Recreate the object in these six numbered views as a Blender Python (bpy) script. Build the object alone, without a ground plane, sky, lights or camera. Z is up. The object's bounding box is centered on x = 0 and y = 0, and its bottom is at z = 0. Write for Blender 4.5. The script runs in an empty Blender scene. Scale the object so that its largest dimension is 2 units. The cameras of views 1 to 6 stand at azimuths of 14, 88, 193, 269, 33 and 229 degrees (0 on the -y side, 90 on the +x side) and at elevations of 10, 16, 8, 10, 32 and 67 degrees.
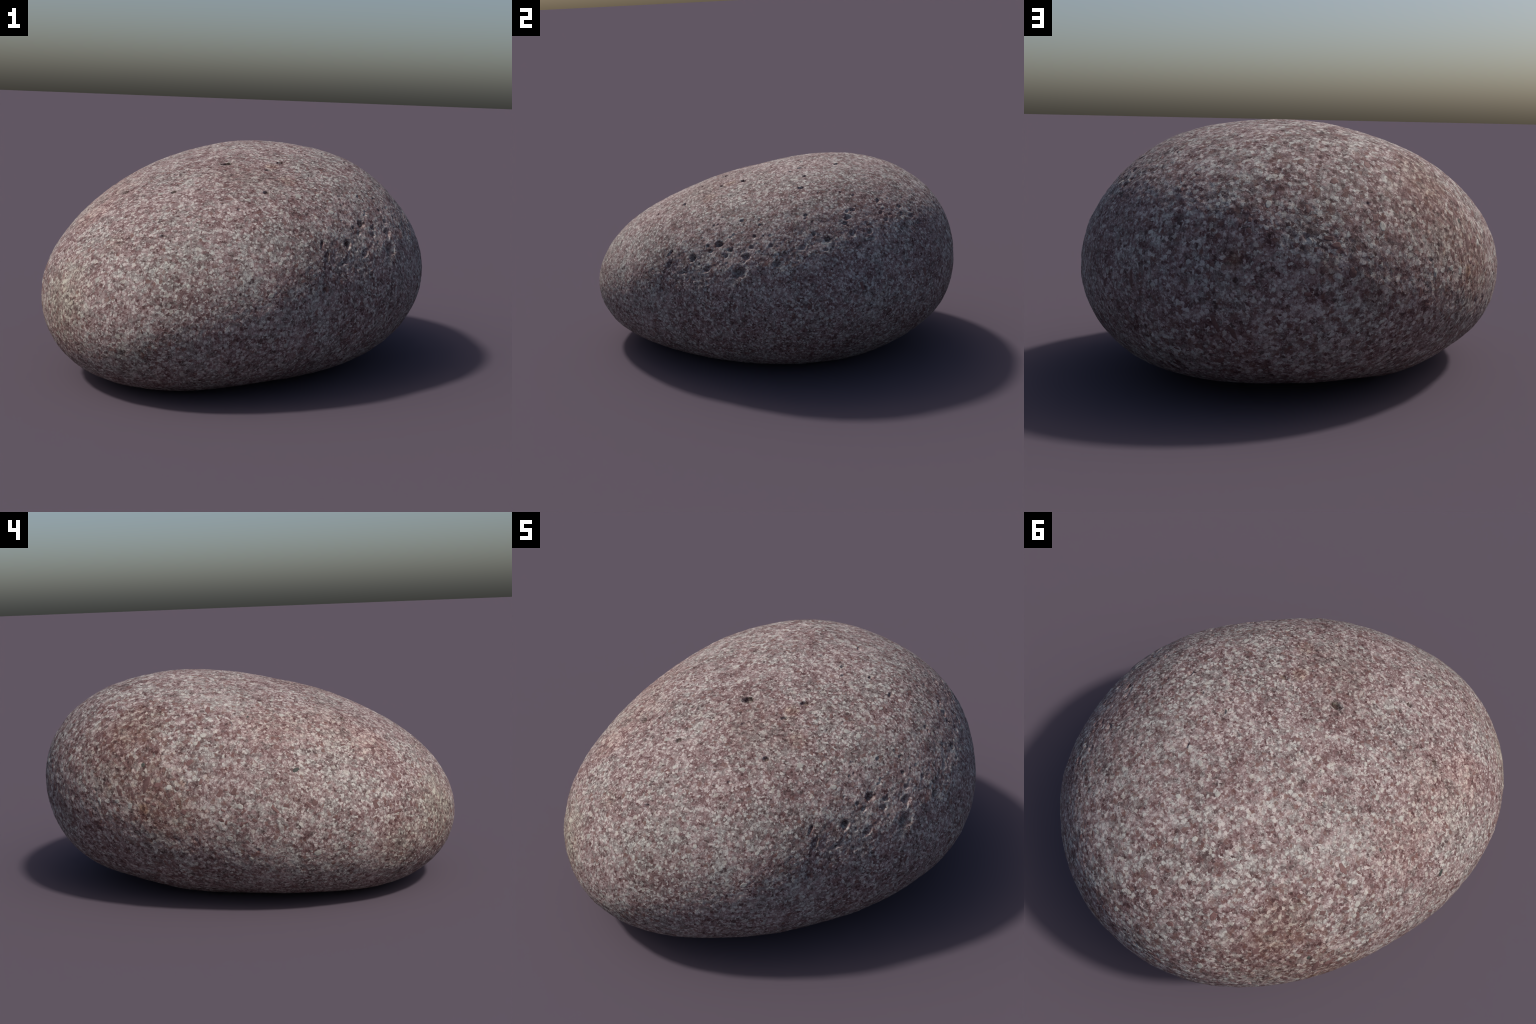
"""A water-worn granite pebble: one smooth rounded body with a pitted ridge,
embedded feldspar crystals, and a speckled pink-grey procedural grain."""
import math
import random

import bpy
import numpy as np
from mathutils import Matrix

rng = np.random.default_rng(7)
random.seed(7)


# --------------------------------------------------------------------------
# 1. THE BODY: a tilted ellipsoid core, worn into its shape by broad swells and
#    flats.  Directions are (azimuth, elevation) seen from the core's centre;
#    azimuth 0 looks along -y, 90 along +x.
# --------------------------------------------------------------------------
CENTRE = np.array([0.0254, 0.0102, 0.4177])
CORE = np.array([[1.1348, -0.0149, 0.0107],
                 [-0.0149, 1.0041, -0.0367],
                 [0.0107, -0.0367, 1.9393]])
SWELL_SHARPNESS = 14.0
SWELLS = [  # azimuth, elevation, height as a share of the core radius
    (21, 82, +0.047), (-116, 76, +0.047), (106, 72, +0.021), (-31, 69, -0.007),
    (-169, 66, +0.071), (54, 63, -0.007), (-84, 61, +0.013), (139, 59, +0.068),
    (1, 57, +0.034), (-136, 55, +0.032), (86, 53, +0.052), (-51, 51, +0.034),
    (171, 49, +0.038), (34, 48, +0.018), (-104, 46, +0.037), (119, 45, +0.051),
    (-19, 43, -0.022), (-156, 42, +0.095), (66, 40, +0.026), (-71, 39, +0.011),
    (151, 37, +0.070), (14, 36, -0.000), (-124, 35, +0.063), (99, 33, +0.039),
    (-39, 32, +0.008), (-176, 31, +0.075), (46, 29, +0.015), (-91, 28, +0.017),
    (131, 27, +0.014), (-6, 26, +0.009), (-144, 24, +0.040), (79, 23, -0.010),
    (-59, 22, -0.010), (163, 21, +0.025), (26, 20, -0.023), (-112, 19, +0.008),
    (111, 17, -0.014), (-27, 16, +0.001), (-164, 15, +0.018), (58, 14, -0.071),
    (-79, 13, -0.001), (143, 12, +0.017), (6, 11, -0.014), (-132, 9, -0.002),
    (91, 8, -0.034), (-47, 7, +0.008), (176, 6, -0.016), (38, 5, -0.018),
    (-99, 4, -0.019), (123, 3, -0.035), (-14, 2, -0.006), (-152, 1, -0.010),
    (71, -1, -0.008), (-67, -2, -0.009), (156, -3, -0.079), (18, -4, -0.072),
    (-119, -5, -0.025), (103, -6, +0.008), (-34, -7, +0.011), (-172, -8, -0.058),
    (51, -9, -0.099), (-87, -11, -0.015), (136, -12, +0.012), (-2, -13, +0.028),
    (-139, -14, -0.025), (83, -15, -0.064), (-54, -16, +0.033), (168, -17, +0.085),
    (31, -19, -0.003), (-107, -20, +0.004), (116, -21, -0.045), (-22, -22, +0.070),
    (-159, -23, +0.067), (63, -24, -0.002), (-74, -26, +0.066), (148, -27, +0.008),
    (11, -28, +0.003), (-127, -29, +0.025), (96, -31, +0.030), (-42, -32, +0.098),
    (-179, -33, +0.017), (43, -35, -0.006), (-94, -36, -0.021), (128, -37, +0.043),
    (-9, -39, +0.026), (-147, -40, -0.023), (76, -42, -0.018), (-62, -43, -0.087),
    (161, -45, -0.108), (23, -46, -0.053), (-114, -48, -0.008), (108, -49, -0.054),
    (-29, -51, -0.180), (-167, -53, -0.250), (56, -55, -0.040), (-82, -57, -0.001),
    (141, -59, +0.016), (3, -61, -0.099), (-135, -63, -0.043), (88, -66, -0.104),
    (-50, -69, -0.116), (173, -72, -0.103), (35, -76, -0.242), (-102, -82, -0.183),
]

DENTS_AND_BUMPS = [  # azimuth, elevation, height in metres, spread in degrees
    (35, -4, -.014, 11), (58, -9, .005, 9), (100, 9, .004, 12), (152, -6, .009, 10), (134, 7, -.009, 9),
    (45, 10, -.009, 8), (22, 26, .009, 8), (111, 14, .005, 9), (65, 66, .007, 9),
    (-62, -15, -.008, 12), (-142, -17, -.007, 13), (-100, -19, -.004, 18),
]


def direction(az, el):
    a, e = np.radians(az), np.radians(el)
    return np.stack([np.sin(a) * np.cos(e), -np.cos(a) * np.cos(e), np.sin(e) + 0 * a], -1)


def body_radius(u):
    r = 1.0 / np.linalg.norm(u @ CORE, axis=-1)
    swell = np.zeros(len(u))
    for az, el, h in SWELLS:
        swell += h * np.exp(SWELL_SHARPNESS * (u @ direction(az, el) - 1.0))
    r = r * (1.0 + swell)
    for az, el, h, spread in DENTS_AND_BUMPS:
        r = r + h * np.exp((u @ direction(az, el) - 1.0) / (1.0 - math.cos(math.radians(spread))))
    return r


# --------------------------------------------------------------------------
# 2. RELIEF: soft undulation, grain-sized roughness, and pits
# --------------------------------------------------------------------------
PERM = rng.permutation(4096)
GRADS = rng.normal(size=(4096, 3))
GRADS /= np.linalg.norm(GRADS, axis=1, keepdims=True)


def noise3(p):
    """Gradient noise, about -0.7 .. 0.7."""
    i = np.floor(p).astype(np.int64)
    f = p - i
    w = f * f * f * (f * (f * 6 - 15) + 10)
    out = np.zeros(len(p))
    for dx in (0, 1):
        for dy in (0, 1):
            for dz in (0, 1):
                h = PERM[(i[:, 0] + dx) & 4095]
                h = PERM[(h + i[:, 1] + dy) & 4095]
                h = PERM[(h + i[:, 2] + dz) & 4095]
                g = GRADS[h]
                d = (g[:, 0] * (f[:, 0] - dx) + g[:, 1] * (f[:, 1] - dy) + g[:, 2] * (f[:, 2] - dz))
                wx = w[:, 0] if dx else 1 - w[:, 0]
                wy = w[:, 1] if dy else 1 - w[:, 1]
                wz = w[:, 2] if dz else 1 - w[:, 2]
                out += d * wx * wy * wz
    return out


PITS = [  # azimuth, elevation, half length, half width, turn (degrees), depth -- metres
    # the row of clear holes along the ridge on the +x side
    (63, 24.7, .013, .010, 20, .013), (52, 18.2, .012, .010, 80, .012), (41.4, 14.4, .015, .007, 65, .009),
    (76.1, 20, .014, .011, 0, .009), (73.7, 14.2, .021, .015, 30, .013), (67, 20.3, .008, .007, 0, .007),
    (59.3, 14.7, .016, .008, 30, .006), (39.4, 4.4, .011, .008, 60, .007), (40.3, 18.4, .012, .004, 60, .005),
    (49.4, 12.7, .012, .007, 10, .005), (88, 17.2, .014, .010, 20, .006), (77.9, 23.7, .008, .006, 0, .005),
    (57.6, 23.6, .006, .005, 0, .005), (59.5, 21.7, .007, .006, 0, .005), (71.8, 35.1, .008, .006, 0, .004),
    (69.2, 22.4, .006, .006, 0, .005), (119.1, 30.1, .013, .006, 10, .006), (117.2, 28.4, .008, .006, 0, .006),
    (133.7, 25.6, .007, .006, 0, .006), (124.8, 23.3, .008, .007, 0, .007), (118.3, 24.4, .012, .009, 50, .007),
    (124.3, 21.1, .012, .008, 0, .007), (145.4, 23.7, .010, .007, 20, .007), (146.6, 20.9, .013, .008, 0, .009),
    (103.4, 26.7, .007, .006, 0, .007), (108, 23.7, .010, .008, 0, .007), (143.3, 28, .008, .007, 0, .006),
    (137, 33, .008, .007, 0, .006), (123.3, 32.7, .009, .006, 0, .005), (98.2, 22.3, .012, .008, 30, .006),
    (138, 21.1, .008, .007, 0, .006), (119.2, 19.3, .012, .009, 0, .006), (86, 24, .007, .006, 0, .005),
    # scattered holes on the upper face
    (-8.5, 64.1, .017, .012, 20, .013), (50.2, 65.4, .014, .007, 0, .007), (23.2, 39.6, .009, .007, 0, .006),
    (-44, 31.4, .011, .009, 30, .008), (-19.3, 35.9, .009, .008, 0, .006), (127, 67.9, .009, .008, 0, .007),
    (106.3, 49.5, .011, .006, 10, .006), (111.9, 67.2, .012, .005, 0, .005), (154.7, 57.5, .010, .006, 0, .005),
    (-8.8, 17.5, .011, .007, 0, .006), (-76.2, 39, .009, .006, 60, .005), (-95.1, 32.3, .011, .005, 80, .005),
    (-101.6, 57.5, .008, .006, 0, .005), (116.3, 57.9, .008, .005, 0, .005), (156.2, 73.2, .008, .006, 0, .004),
    (-20, 14.3, .016, .006, 12, .004), (-12, 22, .010, .006, 0, .004), (5, 52, .010, .006, 0, .005),
    (30, 58, .010, .006, 0, .005), (-30, 48, .008, .006, 0, .004), (12, 30, .008, .006, 0, .004),
]
PITS = [(az, el, a * 1.6, b * 1.75, turn, d * 1.8) for az, el, a, b, turn, d in PITS]
# the many small pores: crowded along the ridge, thin elsewhere
for _ in range(95):
    az = random.uniform(45, 162)
    el = random.gauss(22 if az > 75 else 13 + (az - 45) * .3, 7)
    s = random.choice((.004, .0045, .005, .006, .0075)) * random.uniform(.9, 1.3)
    PITS.append((az, el, s * random.uniform(1, 1.7), s, random.uniform(0, 180), s * random.uniform(.4, .9)))
for _ in range(190):
    z = random.uniform(-.15, 1)
    s = random.uniform(.0045, .0085)
    PITS.append((random.uniform(-180, 180), math.degrees(math.asin(z)), s * random.uniform(1, 1.8), s,
                 random.uniform(0, 180), s * random.uniform(.25, .6)))

for _ in range(45):  # shallow dents running down the steep face below the shoulder
    s = random.uniform(.006, .013)
    PITS.append((random.uniform(50, 165), random.uniform(-12, 20), s * random.uniform(1, 1.7), s,
                 random.uniform(0, 180), s * random.uniform(.2, .4)))


def tangents(n):
    e = np.cross([0, 0, 1.0], n)
    e /= np.linalg.norm(e) + 1e-9
    return e, np.cross(n, e)


def body_normal(u):
    """Outward normal of the smooth body at direction u (single)."""
    e, t = tangents(u)
    d = np.stack([u, u + 1e-3 * e, u + 1e-3 * t])
    d /= np.linalg.norm(d, axis=1, keepdims=True)
    p = body_radius(d)[:, None] * d
    n = np.cross(p[1] - p[0], p[2] - p[0])
    return n / np.linalg.norm(n)


def surface(u):
    """Finished surface points (before grounding) for unit directions u."""
    p = body_radius(u)[:, None] * u
    relief = .0025 * noise3(p * 6.5) + .0030 * noise3(p * 14 + 9) + .0018 * noise3(p * 34 + 3)
    rough = .0016 * noise3(p * 75 + 5) + .0010 * noise3(p * 150 + 1)
    relief += rough
    # the pitted shoulder is lumpier than the rest
    el = np.degrees(np.arcsin(u[:, 2]))
    az = np.degrees(np.arctan2(u[:, 0], -u[:, 1]))
    ridge = np.exp(-((el - 17) / 14) ** 2) * np.exp(-(np.clip(np.abs(az - 92) - 48, 0, 200) / 14) ** 2)
    relief += ridge * (.0045 * noise3(p * 11 + 40) + .0030 * noise3(p * 22 + 50) + .0012 * noise3(p * 50 + 60))
    wobble = noise3(p * 60 + 20) + .6 * noise3(p * 130 + 31)
    for az, el, a, b, turn, depth in PITS:
        c = direction(az, el)
        near = np.nonzero(u @ c > math.cos(min(4.5 * a, 1.0)))[0]
        if not len(near):
            continue
        n = body_normal(c)
        pc = body_radius(c[None])[0] * c
        e, t = tangents(n)
        d = p[near] - pc
        x, y = d @ e, d @ t
        ca, sa = math.cos(math.radians(turn)), math.sin(math.radians(turn))
        s = np.hypot((x * ca + y * sa) / a, (y * ca - x * sa) / b) * (1 + .38 * wobble[near])
        k = np.clip((1.12 - s) / .62, 0, 1)
        relief[near] -= depth * (k * k * (3 - 2 * k))
    q = p + relief[:, None] * u + CENTRE
    q[:, 2] = .5 * (q[:, 2] + np.sqrt(q[:, 2] ** 2 + .006 ** 2))  # worn flat where it rests
    return q


# --------------------------------------------------------------------------
# 3. MATERIALS
# --------------------------------------------------------------------------
class Nodes:
    """Small helper that wires shader nodes."""

    def __init__(self, name):
        self.mat = bpy.data.materials.new(name)
        self.mat.use_nodes = True
        self.t = self.mat.node_tree
        self.bsdf = self.t.nodes["Principled BSDF"]
        self.coord = self.t.nodes.new("ShaderNodeTexCoord").outputs["Object"]

    def new(self, kind, inputs=None, **props):
        n = self.t.nodes.new(kind)
        for k, v in props.items():
            setattr(n, k, v)
        for k, v in (inputs or {}).items():
            self.put(n.inputs[k], v)
        return n

    def put(self, socket, v):
        if isinstance(v, bpy.types.NodeSocket):
            self.t.links.new(v, socket)
        elif isinstance(v, (tuple, list)) and len(v) == 3 and socket.type == "RGBA":
            socket.default_value = (*v, 1)
        else:
            socket.default_value = v

    def math(self, op, a, b=0.0, clamp=False):
        n = self.new("ShaderNodeMath", operation=op, use_clamp=clamp)
        self.put(n.inputs[0], a)
        self.put(n.inputs[1], b)
        return n.outputs[0]

    def vmath(self, op, a, b=(0, 0, 0), scale=None):
        n = self.new("ShaderNodeVectorMath", operation=op)
        self.put(n.inputs[0], a)
        if scale is not None:
            self.put(n.inputs["Scale"], scale)
        else:
            self.put(n.inputs[1], b)
        return n.outputs["Value" if op in ("LENGTH", "DISTANCE", "DOT_PRODUCT") else "Vector"]

    def noise(self, scale, detail=2.0, rough=.5, offset=0.0, vector=None, colour=False):
        v = self.vmath("ADD", vector or self.coord, (offset, offset * .7, offset * 1.3))
        n = self.new("ShaderNodeTexNoise", {"Vector": v, "Scale": scale, "Detail": detail, "Roughness": rough})
        return n.outputs["Color" if colour else "Fac"]

    def smooth(self, v, lo, hi, out_lo=0.0, out_hi=1.0):
        n = self.new("ShaderNodeMapRange", interpolation_type="SMOOTHSTEP")
        for k, x in zip(range(5), (v, lo, hi, out_lo, out_hi)):
            self.put(n.inputs[k], x)
        return n.outputs[0]

    def mix(self, f, a, b, blend="MIX"):
        n = self.new("ShaderNodeMix", data_type="RGBA", blend_type=blend)
        self.put(n.inputs[0], f)
        self.put(n.inputs[6], a)
        self.put(n.inputs[7], b)
        return n.outputs[2]

    def ramp(self, f, stops):
        n = self.new("ShaderNodeValToRGB")
        self.put(n.inputs[0], f)
        el = n.color_ramp.elements
        while len(el) < len(stops):
            el.new(.5)
        for e, (x, c) in zip(el, stops):
            e.position, e.color = x, (*c, 1)
        return n.outputs[0]

    def voronoi(self, scale, vector, feature="F1"):
        return self.new("ShaderNodeTexVoronoi", {"Vector": vector, "Scale": scale, "Randomness": 1.0}, feature=feature)


def place(az, el, sink=0.0):
    """A point on (or sunk below) the body surface, for positioning stains."""
    u = direction(az, el)
    return tuple(float(x) for x in (body_radius(u[None])[0] - sink) * u + CENTRE)


STAINS = [  # azimuth, elevation, radius, strength, colour multiplier
    (-128, 29, .19, .55, (.82, .74, .64)),     # tan patch, upper back left
    (-136, 20, .24, .45, (.80, .68, .62)),      # browner rim of it
    (-122, 12, .26, .5, (.84, .70, .62)),
    (-119.6, 4.9, .036, .7, (.70, .46, .32)), # rust spot
    (-112, 3, .20, .4, (.86, .72, .60)),
    (-80, 31, .20, .34, (.98, .82, .74)),     # warm pink band
    (-55, 28, .26, .36, (.98, .82, .74)),
    (-44, 20, .14, .4, (1.0, .76, .70)),
    (-32, -2, .26, .5, (.93, .88, .72)),       # olive-buff nose
    (-48, -8, .18, .35, (.92, .85, .70)),
    (-76, 10, .16, .45, (.92, .98, .94)),      # grey-green grain
    (0, 6, .22, .45, (.90, .99, .95)),
    (-10, -12, .18, .4, (.88, .97, .90)),
    (20, 50, .22, .60, (.80, .72, .70)),       # darker reddish patch over the top hollow
    (-5, 58, .22, .6, (.80, .73, .72)),
    (35, 62, .05, .6, (.95, .78, .62)),
    (38, 48, .06, .45, (.95, .80, .66)),
    (-178, 9, .05, .6, (.80, .62, .45)),       # brown spots on the back
    (172, 2, .20, .35, (.86, .94, 1.0)),
    (-160, 8, .05, .6, (.75, .58, .48)),
    (-150, 4, .14, .35, (.85, .74, .68)),
    (118, 12, .16, .4, (.92, .97, 1.02)),
    (-22, 14, .07, .25, (.95, .88, .74)),
]
DARK_HOLE_BOTTOMS = [  # darker tint in the bottoms of the clearest holes
    (-8.6, 64.1, .020, (.34, .33, .29)), (50.2, 65.4, .014, (.45, .36, .33)), (23.2, 39.6, .011, (.50, .42, .39)),
    (-44, 31.4, .014, (.42, .35, .32)), (-19.3, 35.9, .013, (.35, .30, .28)),
]


def granite():
    m = Nodes("speckled_granite")
    P = m.coord
    # irregular grain outlines: warp the lookup
    w1 = m.vmath("SCALE", m.vmath("SUBTRACT", m.noise(85, 2, .6, 3, colour=True), (.5, .5, .5)), scale=.022)
    W = m.vmath("ADD", P, w1)
    # the grain is coarser towards the blunt back end, finer on the top face
    rag_low = m.math("MULTIPLY", m.math("SUBTRACT", m.noise(6, 2, .5, 81), .5), .9)
    far = m.vmath("DISTANCE", P, place(-150, 4))
    coarse = m.smooth(m.math("ADD", far, rag_low), .70, 1.15, 1, 0)

    def grains(scale, offset, edge, bias):
        cell = m.voronoi(scale, m.vmath("ADD", W, offset))
        tint = m.new("ShaderNodeSeparateColor", {"Color": cell.outputs["Color"]}).outputs
        soft = m.smooth(cell.outputs["Distance"], .34, edge, 1, 0)
        return m.math("MULTIPLY", soft, m.math("SUBTRACT", tint[0], bias)), tint, cell

    large, cb, _ = grains(58, (0, 0, 0), .64, .36)
    medium, _, _ = grains(76, (2, 5, 8), .64, .36)
    grain_small, cs, small = grains(125, (4, 7, 2), .68, .36)
    grain_big = m.new("ShaderNodeMix", {0: coarse, 2: medium, 3: large}, data_type="FLOAT").outputs[0]
    fine = m.noise(165, 2, .55, 11)
    broad = m.noise(3.2, 2, .5, 71)
    clump = m.noise(8, 3, .55, 21)
    clump_mid = m.noise(26, 2, .5, 31)
    v = m.math("MULTIPLY", grain_big, .80)
    v = m.math("ADD", v, m.math("MULTIPLY", grain_small, .52))
    for n, gain in ((fine, .42), (broad, .24), (clump, .30), (clump_mid, .54)):
        v = m.math("ADD", v, m.math("MULTIPLY", m.math("SUBTRACT", n, .5), gain))
    blotch = m.math("MULTIPLY", m.math("SUBTRACT", m.noise(20, 3, .6, 91, vector=W), .5), coarse)
    v = m.math("ADD", v, m.math("MULTIPLY", blotch, .62))
    v = m.math("ADD", v, .440, clamp=True)
    mauve = m.ramp(v, [(.14, (.062, .030, .030)), (.30, (.110, .060, .060)), (.44, (.163, .107, .106)),
                       (.57, (.226, .167, .164)), (.72, (.306, .253, .244)), (.92, (.390, .345, .325))])
    grey = m.ramp(v, [(.14, (.057, .037, .036)), (.30, (.100, .071, .069)), (.44, (.154, .124, .119)),
                      (.57, (.217, .190, .181)), (.72, (.294, .277, .260)), (.92, (.378, .364, .338))])
    tone = m.math("ADD", m.math("MULTIPLY", cb[1], .45), m.math("MULTIPLY", m.noise(5, 2, .5, 41), .9))
    col = m.mix(m.smooth(tone, .50, .92), mauve, grey)
    mottle = m.math("MULTIPLY", m.smooth(m.noise(46, 2, .55, 111, vector=W), .55, .64),
                    m.math("ADD", .42, m.math("MULTIPLY", coarse, .30)))
    col = m.mix(mottle, col, (.64, .50, .49), "MULTIPLY")
    # scattered clear grains: brick-red, dark, and milky
    spots = m.voronoi(38, m.vmath("ADD", W, (9, 3, 5)))
    sp = m.new("ShaderNodeSeparateColor", {"Color": spots.outputs["Color"]}).outputs
    core = m.smooth(spots.outputs["Distance"], .30, .40, 1, 0)
    red = m.math("MULTIPLY", core, m.math("GREATER_THAN", sp[0], .84))
    col = m.mix(m.math("MULTIPLY", red, .70), col, (.120, .058, .050))
    blot = m.voronoi(24, m.vmath("ADD", m.vmath("ADD", W, w1), (1, 8, 3)))
    bl = m.new("ShaderNodeSeparateColor", {"Color": blot.outputs["Color"]}).outputs
    red2 = m.math("MULTIPLY", m.smooth(blot.outputs["Distance"], .30, .42, 1, 0), m.math("GREATER_THAN", bl[0], .70))
    col = m.mix(m.math("MULTIPLY", m.math("MULTIPLY", red2, coarse), .60), col, (.112, .056, .048))
    milk = m.math("MULTIPLY", core, m.math("LESS_THAN", sp[0], .10))
    col = m.mix(m.math("MULTIPLY", milk, .55), col, (.40, .375, .335))
    dark = m.math("MULTIPLY", m.smooth(small.outputs["Distance"], .25, .4, 1, 0), m.math("GREATER_THAN", cs[1], .955))
    col = m.mix(m.math("MULTIPLY", dark, .8), col, (.045, .040, .034))
    # stains and tinted regions, with ragged edges
    ragged = m.math("MULTIPLY", m.math("SUBTRACT", m.noise(15, 4, .6, 51), .5), .9)
    for az, el, radius, strength, tint in STAINS:
        d = m.math("DIVIDE", m.vmath("DISTANCE", P, place(az, el)), radius)
        k = m.smooth(m.math("ADD", d, ragged), .25, 1.0, strength, 0)
        col = m.mix(k, col, tint, "MULTIPLY")
    rusty = m.math("MULTIPLY", m.smooth(m.noise(34, 3, .6, 101, vector=W), .56, .66),
                   m.smooth(m.math("ADD", m.math("DIVIDE", m.vmath("DISTANCE", P, place(-120, 12)), .5), ragged), .3, 1.0, 1, 0))
    col = m.mix(m.math("MULTIPLY", rusty, .6), col, (.72, .50, .40), "MULTIPLY")
    for az, el, radius, tint in DARK_HOLE_BOTTOMS:
        d = m.math("DIVIDE", m.vmath("DISTANCE", W, place(az, el, .55 * radius)), radius)
        col = m.mix(m.smooth(d, .75, 1.1, 1, 0), col, tint, "MULTIPLY")
    m.put(m.bsdf.inputs["Base Color"], col)
    m.bsdf.inputs["Roughness"].default_value = .82
    m.bsdf.inputs["Specular IOR Level"].default_value = .25
    height = m.math("ADD", m.math("MULTIPLY", v, .5), m.math("MULTIPLY", m.noise(210, 2, .6, 61), .5))
    bump = m.new("ShaderNodeBump", {"Height": height, "Strength": .40, "Distance": .005})
    m.put(m.bsdf.inputs["Normal"], bump.outputs["Normal"])
    return m.mat


def crystal_material(name, colour, deep):
    m = Nodes(name)
    f = m.noise(120, 3, .6, 2)
    info = m.new("ShaderNodeObjectInfo").outputs["Random"]
    f = m.math("ADD", f, m.math("MULTIPLY", m.math("SUBTRACT", info, .5), .35))
    m.put(m.bsdf.inputs["Base Color"], m.ramp(f, [(.30, deep), (.68, colour)]))
    m.bsdf.inputs["Roughness"].default_value = .7
    m.bsdf.inputs["Specular IOR Level"].default_value = .3
    return m.mat


# --------------------------------------------------------------------------
# 4. MESHES
# --------------------------------------------------------------------------
FACE_STEPS = 350


def pebble_mesh():
    """A cube-sphere with even cells, pushed out to the surface."""
    n = FACE_STEPS
    g = np.tan(np.linspace(-1, 1, n + 1) * math.pi / 4)
    a, b = np.meshgrid(g, g, indexing="ij")
    a, b, one = a.ravel(), b.ravel(), np.ones((n + 1) ** 2)
    sides = [(one, a, b), (-one, b, a), (b, one, a), (a, -one, b), (a, b, one), (b, a, -one)]
    pts = np.vstack([np.stack(s, 1) for s in sides])
    key = np.round(pts * 1e6).astype(np.int64)
    _, first, back = np.unique(key, axis=0, return_index=True, return_inverse=True)
    back = back.ravel()
    u = pts[first]
    u /= np.linalg.norm(u, axis=1, keepdims=True)
    i, j = np.meshgrid(np.arange(n), np.arange(n), indexing="ij")
    q = (i * (n + 1) + j).ravel()
    quad = np.stack([q, q + n + 1, q + n + 2, q + 1], 1)
    quads = back[np.vstack([quad + s * (n + 1) ** 2 for s in range(6)])]
    co = surface(u)
    me = bpy.data.meshes.new("pebble")
    me.vertices.add(len(co))
    me.vertices.foreach_set("co", co.astype(np.float32).ravel())
    me.loops.add(quads.size)
    me.loops.foreach_set("vertex_index", quads.astype(np.int32).ravel())
    me.polygons.add(len(quads))
    me.polygons.foreach_set("loop_start", np.arange(0, quads.size, 4, dtype=np.int32))
    me.polygons.foreach_set("loop_total", np.full(len(quads), 4, dtype=np.int32))
    me.update(calc_edges=True)
    me.validate()
    me.polygons.foreach_set("use_smooth", np.ones(len(quads), dtype=bool))
    return me, co[:, 2].min()


def crystal_mesh(name, az, el, length, width, turn, corners, seed):
    """A faceted grain set flush in the surface: polygon outline, softly
    bevelled rim, and a root that reaches into the stone."""
    r = random.Random(seed)
    c = direction(az, el)
    n = body_normal(c)
    e, t = tangents(n)
    pc = body_radius(c[None])[0] * c
    ang = sorted((k + .5 + r.uniform(-.2, .2)) * math.tau / corners for k in range(corners))
    poly = [np.array([math.cos(x), math.sin(x)]) * r.uniform(.9, 1.12) * (1.25 if corners == 4 else 1.05) for x in ang]
    outline = []
    for k in range(corners):  # straight sides, with points along them
        p, q = poly[k], poly[(k + 1) % corners]
        outline += [p + (q - p) * s for s in (.08, .36, .64, .92)]
    outline = np.array(outline) * [length / 2, width / 2]
    ca, sa = math.cos(math.radians(turn)), math.sin(math.radians(turn))
    outline = outline @ np.array([[ca, sa], [-sa, ca]])
    rings = [(.0, .0007), (.35, .0007), (.7, .0007), (.93, .0005), (1.0, -.0006), (.85, -.006)]
    verts, faces, m = [], [], len(outline)
    for frac, lift in rings[1:]:
        o = pc + (outline * frac) @ np.stack([e, t])
        u = o / np.linalg.norm(o, axis=1, keepdims=True)
        verts.append(surface(u) + lift * n)
    top = surface(c[None])[0] + .0007 * n
    verts = np.vstack([*verts, top[None], (pc + CENTRE - .008 * n)[None]])
    for k in range(len(rings) - 2):
        for i in range(m):
            j = (i + 1) % m
            faces.append((k * m + i, (k + 1) * m + i, (k + 1) * m + j, k * m + j))
    hub, root, last = m * (len(rings) - 1), m * (len(rings) - 1) + 1, m * (len(rings) - 2)
    for i in range(m):
        j = (i + 1) % m
        faces.append((hub, i, j))
        faces.append((root, last + j, last + i))
    me = bpy.data.meshes.new(name)
    me.from_pydata(verts.tolist(), [], faces)
    me.polygons.foreach_set("use_smooth", [True] * len(faces))
    return me


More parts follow.
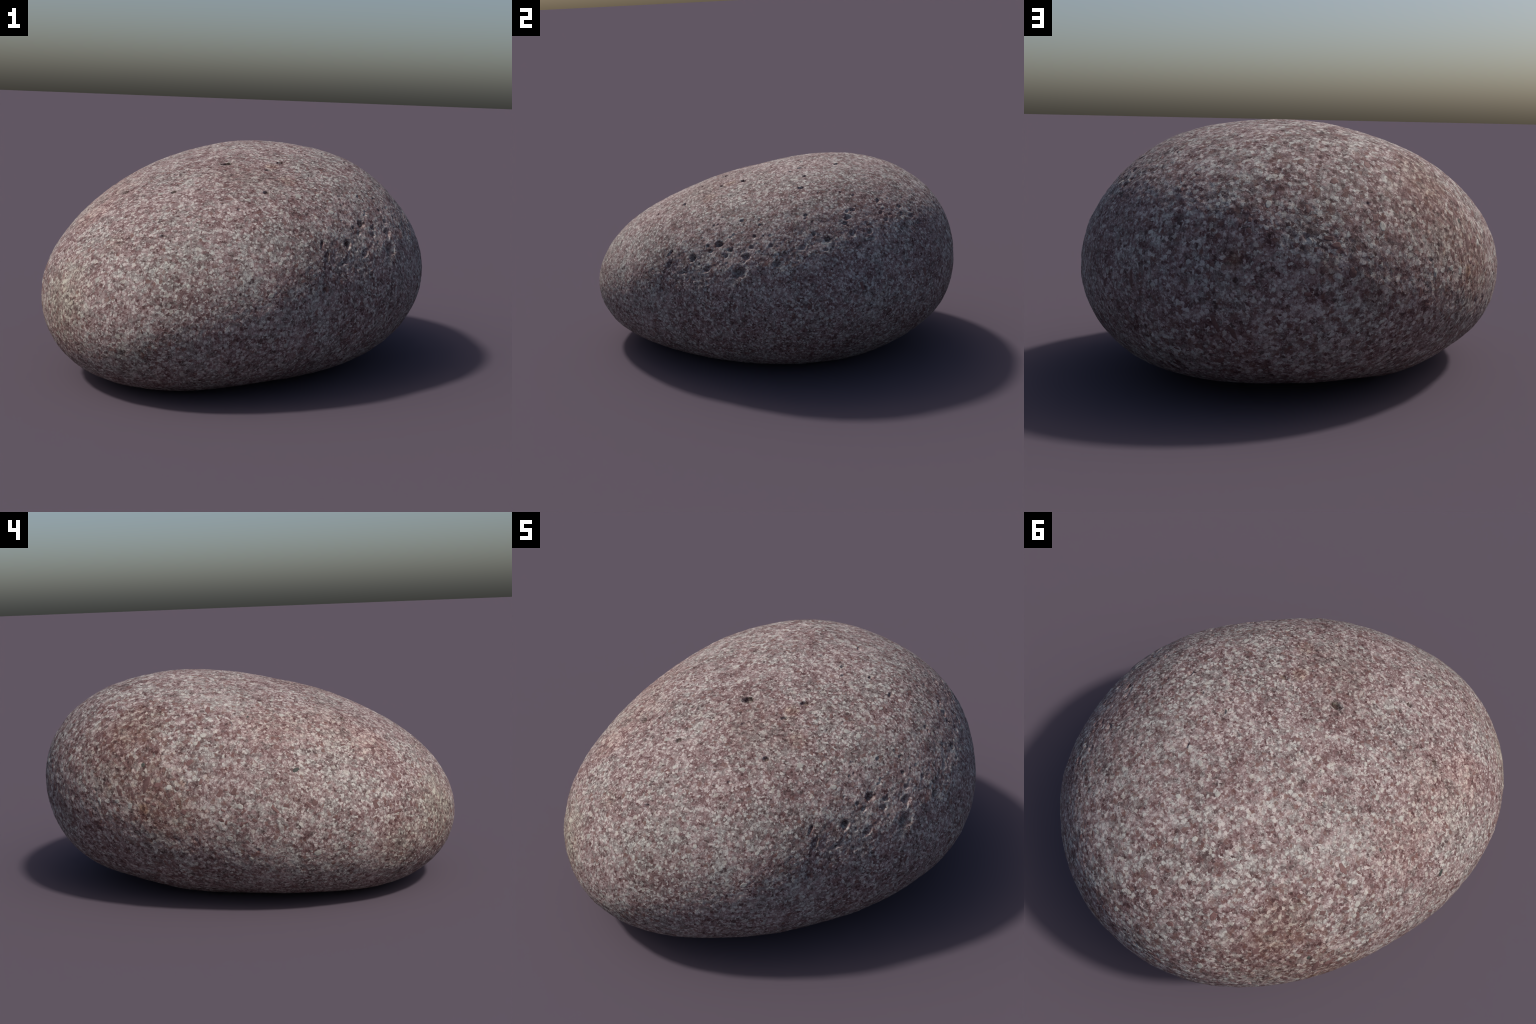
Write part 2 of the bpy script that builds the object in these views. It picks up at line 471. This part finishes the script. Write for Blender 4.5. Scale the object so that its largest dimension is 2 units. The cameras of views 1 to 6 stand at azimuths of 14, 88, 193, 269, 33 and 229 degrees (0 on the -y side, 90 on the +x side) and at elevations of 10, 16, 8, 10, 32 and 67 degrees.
RED_CRYSTALS = [  # azimuth, elevation, length, width, turn, corners
    (-54.5, 3.2, .040, .026, 100, 4), (-45.1, 9.4, .040, .024, 100, 5), (-48.3, .8, .046, .016, 10, 4),
    (-51.5, 3.5, .030, .016, 75, 4), (-43.4, 2.1, .034, .014, 100, 4), (-71.3, 5.7, .032, .024, 40, 5),
    (-82.2, 4.8, .040, .018, 130, 4), (-119.1, 11.6, .085, .026, 75, 6), (-115.6, 11.8, .044, .024, 15, 5),
    (-106.9, 18.5, .038, .022, 40, 5), (-97.4, 9.8, .052, .018, 55, 4), (-109.8, 10.9, .026, .020, 140, 5),
    (-93.3, 10.1, .036, .020, 60, 4), (-134.8, 22.8, .045, .030, 50, 5), (-105, 38.4, .060, .026, 80, 5),
    (-118, 31.9, .034, .022, 20, 5), (-147.6, 31, .040, .028, 60, 5), (-165.2, 30.6, .034, .026, 60, 6),
    (-157.8, 25.6, .034, .024, 20, 5), (158.5, 3.3, .074, .020, 92, 5), (178.1, -3.6, .070, .022, 105, 5),
    (-178.5, -5.5, .074, .018, 118, 5), (-155.1, 7, .038, .028, 100, 6), (-138.2, 1.9, .044, .018, 95, 4),
    (-158.5, 12.2, .040, .022, 10, 5), (-112, 9, .030, .016, 120, 4), (-123, 8.5, .040, .014, 115, 4),
    (-103, 13, .030, .016, 80, 4), (-88, 2, .034, .014, 150, 4), (-62, -2, .034, .012, 30, 4),
    (98, 2, .034, .022, 60, 5), (116, 7, .046, .018, 110, 4), (141, 6, .050, .022, 95, 5), (72, 2, .036, .018, 60, 5),
]
PALE_CRYSTALS = [
    (-112.3, 11.2, .028, .022, 30, 6), (-124, 5.5, .032, .024, 60, 6), (-106, 24.5, .026, .020, 0, 6),
    (-104, 27.5, .030, .024, 0, 6), (-128, 6.5, .026, .022, 0, 6), (-24, 34, .026, .020, 40, 6),
    (-10, 29, .022, .018, 70, 6), (15, 35, .022, .020, 10, 6), (38, 38, .026, .024, 50, 7),
    (-148, 16, .034, .026, 90, 6), (-172, 20, .030, .022, 80, 6), (-71, -8, .036, .028, 0, 6),
    (-95, -3, .026, .022, 0, 6), (22, 4, .030, .018, 20, 6), (50, 30, .024, .020, 20, 6),
    (-134, 6, .034, .018, 95, 6),
]


# smaller unplaced grains: brick-red splinters crowd the blunt back end
for _ in range(85):
    back = random.random() < .72
    az = random.gauss(-135, 48) if back else random.uniform(-180, 180)
    el = math.degrees(math.asin(random.uniform(-.35, .62 if back else .9)))
    length = random.uniform(.018, .036 if back else .028)
    RED_CRYSTALS.append((az, el, length, length * random.uniform(.35, .75), random.uniform(0, 180), random.choice((4, 4, 5, 6))))
for _ in range(55):
    el = math.degrees(math.asin(random.uniform(-.35, .9)))
    length = random.uniform(.016, .028)
    PALE_CRYSTALS.append((random.uniform(-180, 180), el, length, length * random.uniform(.65, .95), random.uniform(0, 180), random.choice((5, 6, 7))))
DARK_CRYSTALS = [(-74.8, 15.2, .034, .020, 25, 6), (-121, 17, .024, .018, 60, 5), (-88, 36, .018, .012, 60, 5)]


# --------------------------------------------------------------------------
# 5. BUILD
# --------------------------------------------------------------------------
def link(o):
    bpy.context.scene.collection.objects.link(o)
    return o


mesh, lowest = pebble_mesh()
mesh.transform(Matrix.Translation((0, 0, -lowest)))
mesh.materials.append(granite())
pebble = link(bpy.data.objects.new("pebble", mesh))
pebble["label"] = "smooth rounded granite pebble speckled pink and grey"
pebble["category"] = "stone"

RED = crystal_material("red_feldspar", (.142, .076, .071), (.092, .049, .046))
PALE = crystal_material("pale_feldspar", (.345, .328, .300), (.245, .228, .208))
DARK = crystal_material("dark_mica", (.060, .062, .052), (.030, .032, .028))
for kind, grains, material in (("red_crystal", RED_CRYSTALS, RED), ("pale_crystal", PALE_CRYSTALS, PALE),
                               ("dark_crystal", DARK_CRYSTALS, DARK)):
    for k, (az, el, length, width, turn, corners) in enumerate(grains):
        me = crystal_mesh(kind, az, el, length, width, turn, corners, 100 + k)
        me.materials.append(material)
        o = link(bpy.data.objects.new(kind, me))
        o.location.z = -lowest
        o.parent = pebble
